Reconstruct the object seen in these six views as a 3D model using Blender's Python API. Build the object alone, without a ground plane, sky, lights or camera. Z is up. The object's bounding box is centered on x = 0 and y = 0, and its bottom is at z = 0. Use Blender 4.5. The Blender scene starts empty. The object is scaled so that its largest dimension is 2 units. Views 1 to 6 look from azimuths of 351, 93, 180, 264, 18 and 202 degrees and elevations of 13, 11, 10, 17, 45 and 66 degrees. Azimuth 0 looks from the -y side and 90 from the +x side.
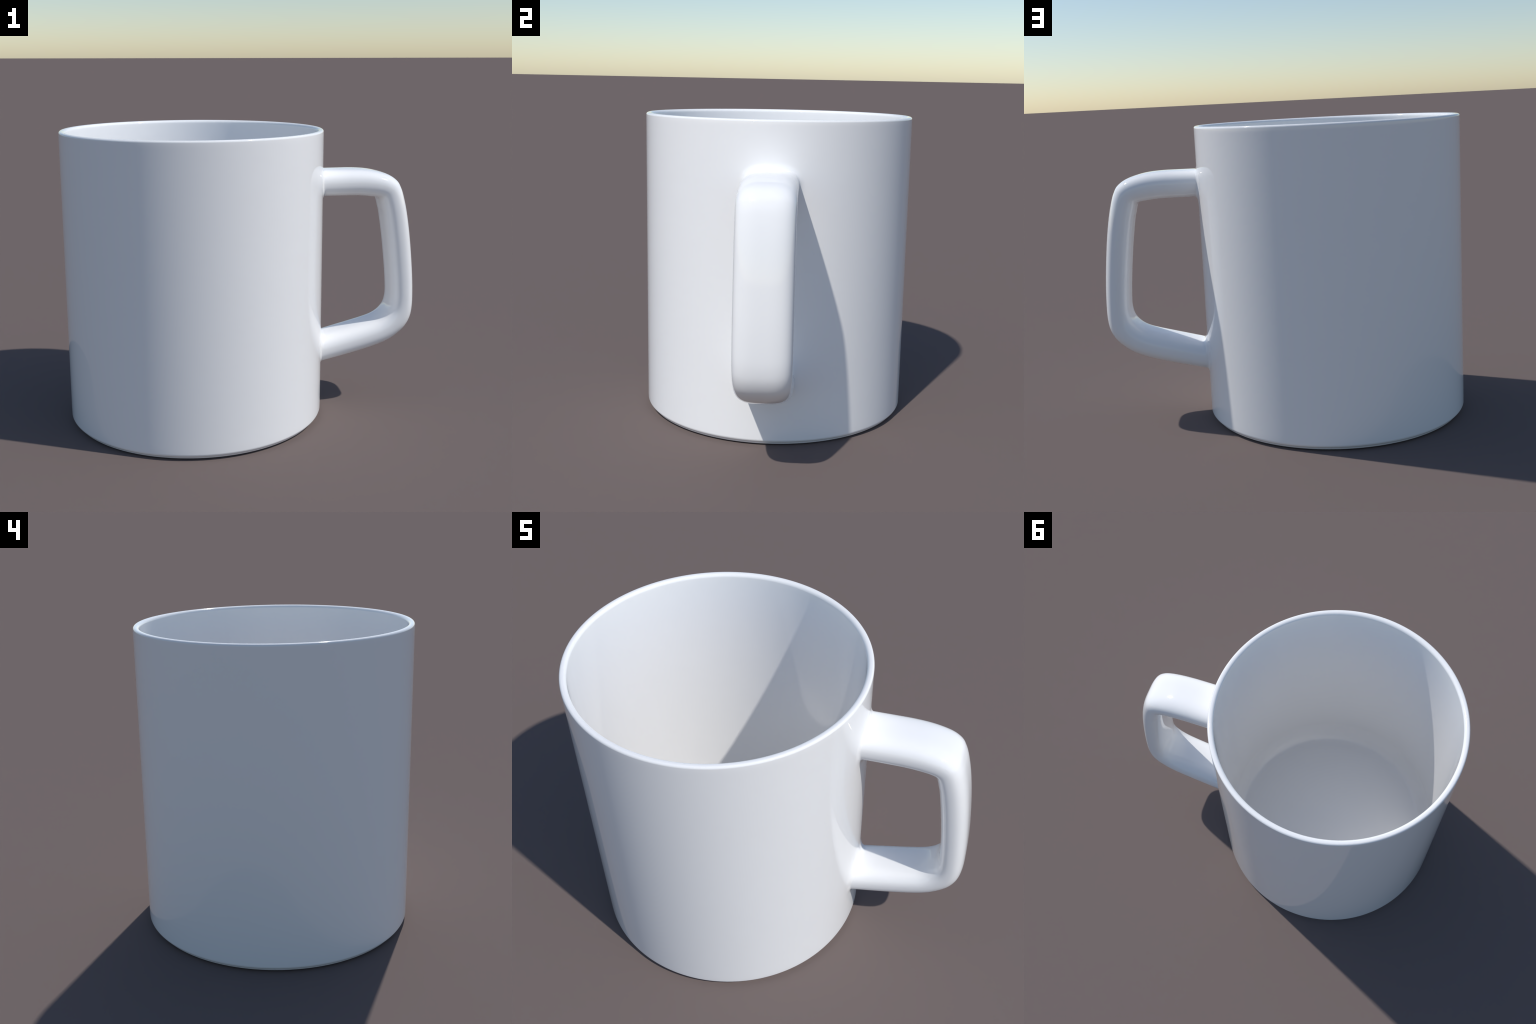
"""White glazed ceramic mug: straight cylindrical body with a loop handle.

The glazed skin is one continuous surface of revolution with a swept handle
blended into it by small fillets; its faces are then divided into a body and a
handle whose border vertices and normals coincide.
"""
import bpy, math
from mathutils import Vector

# ------------------------------------------------------------------ sizes (m)
AXIS_X = -0.2763           # axis of the cylinder (bounding box is centred on x = 0)
R_OUT = 0.7237             # outer radius
R_IN = 0.6905              # inner radius of the wall
HEIGHT = 1.6330            # top of the rim
FLOOR_Z = 0.058            # inside floor
FLOOR_EDGE = 0.632         # radius where the flat floor ends
FLOOR_SWEEP = 0.22         # radius of the curve from there up into the wall
FOOT_ROUND = 0.020         # outside corner at the bottom of the wall
FOOT_LIFT = 0.0145         # lowest level that corner would reach
FOOT_TURN = 58             # degrees of it before the crease above the foot ring
FOOT_RADIUS = 0.7075       # outer radius of the foot ring
RIM_OUT = 0.0115            # rounding of the lip, outside / inside
RIM_IN = 0.017
HANDLE_HALF_WIDTH = 0.1355
HANDLE_FACE_POWER = 3.4    # strap section: flatness of its broad faces (2 = ellipse)
HANDLE_SIDE_POWER = 2.3    # and of its narrow sides
JOIN_ON_STRAP = 0.013      # blend where handle meets body: reach along the strap
JOIN_ON_WALL = 0.035       # and up and down the wall
JOIN_INNER = (1.6, 2.6)    # how much fuller it is inside the loop (upper, lower join)

N_AROUND = 256             # columns around the body
N_SECTION = 96             # points round a handle section (= points round a join)
N_FILLET = 8

# handle in side view: (outer x, z), (inner x, z) across the strap, top to bottom
STATIONS = [
    ((0.540, 1.3980), (0.540, 1.2475)),
    ((0.650, 1.3975), (0.650, 1.2470)),
    ((0.745, 1.3885), (0.725, 1.2405)),
    ((0.832, 1.3650), (0.768, 1.2340)),
    ((0.884, 1.3325), (0.7880, 1.2230)),
    ((0.9080, 1.2960), (0.7985, 1.1970)),
    ((0.9265, 1.2440), (0.8065, 1.1640)),
    ((0.9475, 1.1550), (0.8155, 1.1260)),
    ((0.9665, 1.0400), (0.8335, 1.0150)),
    ((0.9830, 0.9020), (0.8505, 0.8850)),
    ((0.9950, 0.7650), (0.8640, 0.7570)),
    ((1.0000, 0.6500), (0.8705, 0.6550)),
    ((0.9985, 0.5800), (0.8665, 0.6065)),
    ((0.9885, 0.5230), (0.8550, 0.5725)),
    ((0.9640, 0.4720), (0.8345, 0.5465)),
    ((0.9270, 0.4315), (0.8095, 0.5255)),
    ((0.8715, 0.3900), (0.7740, 0.5075)),
    ((0.8000, 0.3570), (0.7190, 0.4905)),
    ((0.7000, 0.3270), (0.6450, 0.4710)),
    ((0.6000, 0.3020), (0.5600, 0.4490)),
    ((0.5350, 0.2870), (0.5100, 0.4360)),
]


# ------------------------------------------------------------------ helpers
def catmull(p0, p1, p2, p3, t):
    return 0.5 * ((2 * p1) + (p2 - p0) * t + (2 * p0 - 5 * p1 + 4 * p2 - p3) * t * t
                  + (3 * p1 - p0 - 3 * p2 + p3) * t ** 3)


def spline(points, steps):
    pts = [2 * points[0] - points[1]] + points + [2 * points[-1] - points[-2]]
    out = []
    for i in range(1, len(pts) - 2):
        for s in range(steps):
            out.append(catmull(pts[i - 1], pts[i], pts[i + 1], pts[i + 2], s / steps))
    out.append(points[-1])
    return out


def arc(cx, cz, r, a0, a1, n):
    """Points (radius, z) on a circular arc, angles in degrees."""
    return [(cx + r * math.cos(math.radians(a0 + (a1 - a0) * i / n)),
             cz + r * math.sin(math.radians(a0 + (a1 - a0) * i / n))) for i in range(n + 1)]


def strap_section(ht, hw, face_power, side_power, n):
    """Cushion-shaped section (across strap, along y), n points evenly spread by
    arc length, starting at the middle of the outer face and turning towards +y."""
    dense = []
    for i in range(361):
        c, d = math.cos(math.radians(i)), math.sin(math.radians(i))
        dense.append((math.copysign(ht * abs(c) ** (2 / side_power), c),
                      math.copysign(hw * abs(d) ** (2 / face_power), d)))
    cum = [0.0]
    for p, q in zip(dense, dense[1:]):
        cum.append(cum[-1] + math.hypot(q[0] - p[0], q[1] - p[1]))
    out, j = [], 0
    for k in range(n):
        s = cum[-1] * k / n
        while cum[j + 1] < s:
            j += 1
        f = (s - cum[j]) / max(cum[j + 1] - cum[j], 1e-9)
        out.append((dense[j][0] + f * (dense[j + 1][0] - dense[j][0]),
                    dense[j][1] + f * (dense[j + 1][1] - dense[j][1])))
    return out


def on_wall(theta, z):
    return Vector((AXIS_X + R_OUT * math.cos(theta), R_OUT * math.sin(theta), z))


def to_wall(p):
    return math.atan2(p.y, p.x - AXIS_X), p.z


def hit_wall(p, d):
    """Point where the line p + t d meets the outer cylinder, going inwards."""
    ox, oy = p.x - AXIS_X, p.y
    a = d.x ** 2 + d.y ** 2
    b = ox * d.x + oy * d.y
    c = ox * ox + oy * oy - R_OUT ** 2
    t = (-b - math.sqrt(b * b - a * c)) / a
    return p + d * t


# ------------------------------------------------------------------ one skin
verts, faces, tags = [], [], []          # tags: 'body' or 'handle' per face


def add(p):
    verts.append(Vector(p))
    return len(verts) - 1


def quad(a, b, c, d, tag):
    faces.append((a, b, c, d))
    tags.append(tag)


def bridge(ring_a, ring_b, tag):
    n = len(ring_a)
    for k in range(n):
        m = (k + 1) % n
        quad(ring_a[k], ring_a[m], ring_b[m], ring_b[k], tag)


# --- handle strap
sections = []
for o, i in zip(spline([Vector((a[0], 0, a[1])) for a, b in STATIONS], 6),
                spline([Vector((b[0], 0, b[1])) for a, b in STATIONS], 6)):
    mid, half = (o + i) / 2, (o - i) / 2
    ht = half.length
    across = half / ht
    prof = strap_section(ht, HANDLE_HALF_WIDTH, HANDLE_FACE_POWER,
                         HANDLE_SIDE_POWER, N_SECTION)
    sections.append([mid + across * u + Vector((0, v, 0)) for u, v in prof])

handle_rings = [[add(p) for p in sec] for sec in sections]
for ra, rb in zip(handle_rings, handle_rings[1:]):
    bridge(ra, rb, 'handle')

# --- joins: run every rail of the strap on to the wall and round the corner
join_rings = []                           # vertex rings lying on the wall
for end, before, ring, inner, side in (
        (sections[0], sections[3], handle_rings[0], JOIN_INNER[0], -1),
        (sections[-1], sections[-4], handle_rings[-1], JOIN_INNER[1], 1)):
    contact = [hit_wall(p, (p - q).normalized()) for p, q in zip(end, before)]
    uv = [to_wall(c) for c in contact]
    cu = sum(u for u, z in uv) / N_SECTION * R_OUT
    cz = sum(z for u, z in uv) / N_SECTION
    wall_pts, strap_pts = [], []
    for k in range(N_SECTION):
        u0, z0 = uv[k - 1]
        u1, z1 = uv[(k + 1) % N_SECTION]
        tx, tz = (u1 - u0) * R_OUT, z1 - z0
        ln = math.hypot(tx, tz)
        nx, nz = tz / ln, -tx / ln
        u, z = uv[k]
        if nx * (u * R_OUT - cu) + nz * (z - cz) < 0:
            nx, nz = -nx, -nz
        fuller = 1 + (inner - 1) * max(0.0, side * nz)
        reach = JOIN_ON_WALL * fuller
        wall_pts.append(on_wall(u + nx * reach / R_OUT, z + nz * reach))
        strap_pts.append(contact[k] + (end[k] - contact[k]).normalized() * JOIN_ON_STRAP * fuller)
    rings = [ring]
    for s in (0.5, 0.85):
        rings.append([add(e.lerp(h, s)) for e, h in zip(end, strap_pts)])
    for s in range(N_FILLET + 1):
        t = s / N_FILLET
        rings.append([add(h * (1 - t) ** 2 + c * 2 * t * (1 - t) + w * t * t)
                      for h, c, w in zip(strap_pts, contact, wall_pts)])
    for ra, rb in zip(rings, rings[1:]):
        bridge(ra, rb, 'handle')
    join_rings.append(rings[-1])

# --- body profile below and above the straight wall, as (radius, z)
foot = ([(0.0, 0.011), (0.25, 0.011), (0.50, 0.011), (0.620, 0.011), (0.630, 0.009), (0.640, 0.002)]
        + [(0.646, 0.0), (FOOT_RADIUS - 0.022, 0.0), (FOOT_RADIUS - 0.013, 0.0009),
           (FOOT_RADIUS - 0.007, 0.003), (FOOT_RADIUS - 0.003, 0.006), (FOOT_RADIUS - 0.0008, 0.0095),
           (FOOT_RADIUS, 0.0150)]
        + arc(R_OUT - FOOT_ROUND, FOOT_LIFT + FOOT_ROUND, FOOT_ROUND, -FOOT_TURN, 0, 12))
lip_top = HEIGHT
lip = (arc(R_OUT - RIM_OUT, lip_top - RIM_OUT, RIM_OUT, 0, 90, 10)
       + arc(R_IN + RIM_IN, lip_top - RIM_IN, RIM_IN, 90, 180, 10))
sweep_r = R_IN - FLOOR_SWEEP              # centre of the sweep between floor and wall
sweep_a = math.degrees(math.acos((FLOOR_EDGE - sweep_r) / FLOOR_SWEEP))
sweep_z = FLOOR_Z + FLOOR_SWEEP * math.sin(math.radians(sweep_a))
inside = ([(R_IN, lip_top - RIM_IN - d) for d in (0.01, 0.05, 0.2, 0.45, 0.7, 0.95, 1.2, 1.30)]
          + arc(sweep_r, sweep_z, FLOOR_SWEEP, 0, -sweep_a + 7, 16)
          + [(FLOOR_EDGE + 0.004, FLOOR_Z + 0.0085), (FLOOR_EDGE - 0.006, FLOOR_Z + 0.0030),
             (FLOOR_EDGE - 0.018, FLOOR_Z + 0.0005), (0.595, FLOOR_Z),
             (0.50, FLOOR_Z), (0.35, FLOOR_Z), (0.18, FLOOR_Z), (0.0, FLOOR_Z)])

STEP = 2 * math.pi / N_AROUND


def revolve(profile, first=None):
    """Rings of a surface of revolution; a point on the axis becomes a pole."""
    rings = [] if first is None else [first]
    for r, z in profile:
        if r < 1e-6:
            rings.append([add((AXIS_X, 0, z))])
        else:
            rings.append([add((AXIS_X + r * math.cos(k * STEP), r * math.sin(k * STEP), z))
                          for k in range(N_AROUND)])
    for ra, rb in zip(rings, rings[1:]):
        n = N_AROUND
        for k in range(n):
            m = (k + 1) % n
            if len(ra) == 1:
                faces.append((ra[0], rb[m], rb[k])); tags.append('body')
            elif len(rb) == 1:
                faces.append((ra[k], ra[m], rb[0])); tags.append('body')
            else:
                quad(ra[k], ra[m], rb[m], rb[k], 'body')
    return rings


foot_rings = revolve(foot)

# --- straight wall: rows, with a rectangular window round each handle join
N_SIDE = 12                               # half the columns across a window
ROWS_WIN = N_SECTION // 2 - 2 * N_SIDE    # so that a window edge has N_SECTION points
z_lo, z_hi = foot[-1][1], lip[0][1]
wins = []
for jr in join_rings:
    zs = [verts[v].z for v in jr]
    c, h = (min(zs) + max(zs)) / 2, (max(zs) - min(zs)) / 2 + 0.045
    wins.append((c - h, c + h))
(up_lo, up_hi), (dn_lo, dn_hi) = wins


def between(a, b, n):
    return [a + (b - a) * i / n for i in range(n)]


levels = (between(z_lo, dn_lo, 5) + between(dn_lo, dn_hi, ROWS_WIN)
          + between(dn_hi, up_lo, 14) + between(up_lo, up_hi, ROWS_WIN)
          + between(up_hi, z_hi, 6) + [z_hi])
row_dn, row_up = 5, 5 + ROWS_WIN + 14
wall = [foot_rings[-1]]
for z in levels[1:]:
    wall.append([add(on_wall(k * STEP, z)) for k in range(N_AROUND)])


def column(k):
    return k % N_AROUND


for j in range(len(wall) - 1):
    in_win = row_dn <= j < row_dn + ROWS_WIN or row_up <= j < row_up + ROWS_WIN
    for k in range(N_AROUND):
        ks = k if k < N_AROUND // 2 else k - N_AROUND
        if in_win and -N_SIDE <= ks < N_SIDE:
            continue
        quad(wall[j][k], wall[j][column(k + 1)], wall[j + 1][column(k + 1)], wall[j + 1][k], 'body')

# fill each window with rings that lie on the cylinder
for jr, r0 in zip(join_rings, (row_up, row_dn)):
    border = []
    border += [wall[r0 + ROWS_WIN][column(k)] for k in range(-N_SIDE, N_SIDE)]
    border += [wall[r0 + ROWS_WIN - i][column(N_SIDE)] for i in range(ROWS_WIN)]
    border += [wall[r0][column(N_SIDE - i)] for i in range(2 * N_SIDE)]
    border += [wall[r0 + i][column(-N_SIDE)] for i in range(ROWS_WIN)]
    n = len(border)
    assert n == N_SECTION
    # same sense of rotation and closest starting point as the join ring
    j_uv = [to_wall(verts[v]) for v in jr]
    best = None
    for seq in (border, border[::-1]):
        b_uv = [to_wall(verts[v]) for v in seq]
        for sh in range(n):
            cost = sum((j_uv[k][0] - b_uv[(k + sh) % n][0]) ** 2 * R_OUT ** 2
                       + (j_uv[k][1] - b_uv[(k + sh) % n][1]) ** 2 for k in range(n))
            if best is None or cost < best[0]:
                best = (cost, [seq[(k + sh) % n] for k in range(n)])
    border = best[1]
    b_uv = [to_wall(verts[v]) for v in border]
    prev = jr
    for s in (0.12, 0.28, 0.48, 0.72):
        cur = []
        for (u0, z0), (u1, z1) in zip(j_uv, b_uv):
            cur.append(add(on_wall(u0 + (u1 - u0) * s, z0 + (z1 - z0) * s)))
        bridge(prev, cur, 'body')
        prev = cur
    bridge(prev, border, 'body')

# --- lip and inside
revolve(lip[1:] + inside, first=wall[-1])

# ------------------------------------------------------------------ whole skin
whole = bpy.data.meshes.new("skin_whole")
whole.from_pydata([tuple(v) for v in verts], [], faces)
import bmesh
bm = bmesh.new()
bm.from_mesh(whole)
bm.verts.ensure_lookup_table()
bmesh.ops.recalc_face_normals(bm, faces=bm.faces[:])
bm.normal_update()
normals = [v.normal.copy() for v in bm.verts]
oriented = [tuple(v.index for v in f.verts) for f in bm.faces]
bm.free()
bpy.data.meshes.remove(whole)


# ------------------------------------------------------------------ material
def glaze_material():
    mat = bpy.data.materials.new("white_glazed_ceramic")
    mat.use_nodes = True
    nt = mat.node_tree
    nt.nodes.clear()
    out = nt.nodes.new("ShaderNodeOutputMaterial")
    bsdf = nt.nodes.new("ShaderNodeBsdfPrincipled")
    coord = nt.nodes.new("ShaderNodeTexCoord")
    noise = nt.nodes.new("ShaderNodeTexNoise")
    noise.inputs["Scale"].default_value = 2.0
    noise.inputs["Detail"].default_value = 2.0
    ramp = nt.nodes.new("ShaderNodeValToRGB")
    ramp.color_ramp.elements[0].position = 0.3
    ramp.color_ramp.elements[0].color = (0.928, 0.928, 0.928, 1)
    ramp.color_ramp.elements[1].position = 0.7
    ramp.color_ramp.elements[1].color = (0.932, 0.932, 0.932, 1)
    nt.links.new(coord.outputs["Object"], noise.inputs["Vector"])
    nt.links.new(noise.outputs["Fac"], ramp.inputs["Fac"])
    nt.links.new(ramp.outputs["Color"], bsdf.inputs["Base Color"])
    bsdf.inputs["Roughness"].default_value = 0.06
    bsdf.inputs["IOR"].default_value = 1.5
    nt.links.new(bsdf.outputs["BSDF"], out.inputs["Surface"])
    return mat


glaze = glaze_material()

# ------------------------------------------------------------------ objects
mug = bpy.data.objects.new("mug", None)
mug.empty_display_size = 0.2
mug["label"] = "plain glossy white ceramic mug with a squared loop handle"
mug["category"] = "mug"
bpy.context.scene.collection.objects.link(mug)

for part in ("body", "handle"):
    keep = [f for f, t in zip(oriented, tags) if t == part]
    used = sorted({i for f in keep for i in f})
    renum = {v: i for i, v in enumerate(used)}
    me = bpy.data.meshes.new(part)
    me.from_pydata([tuple(verts[v]) for v in used], [], [tuple(renum[i] for i in f) for f in keep])
    me.polygons.foreach_set("use_smooth", [True] * len(me.polygons))
    me.update()
    me.normals_split_custom_set_from_vertices([tuple(normals[v]) for v in used])
    me.materials.append(glaze)
    ob = bpy.data.objects.new(part, me)
    bpy.context.scene.collection.objects.link(ob)
    ob.parent = mug
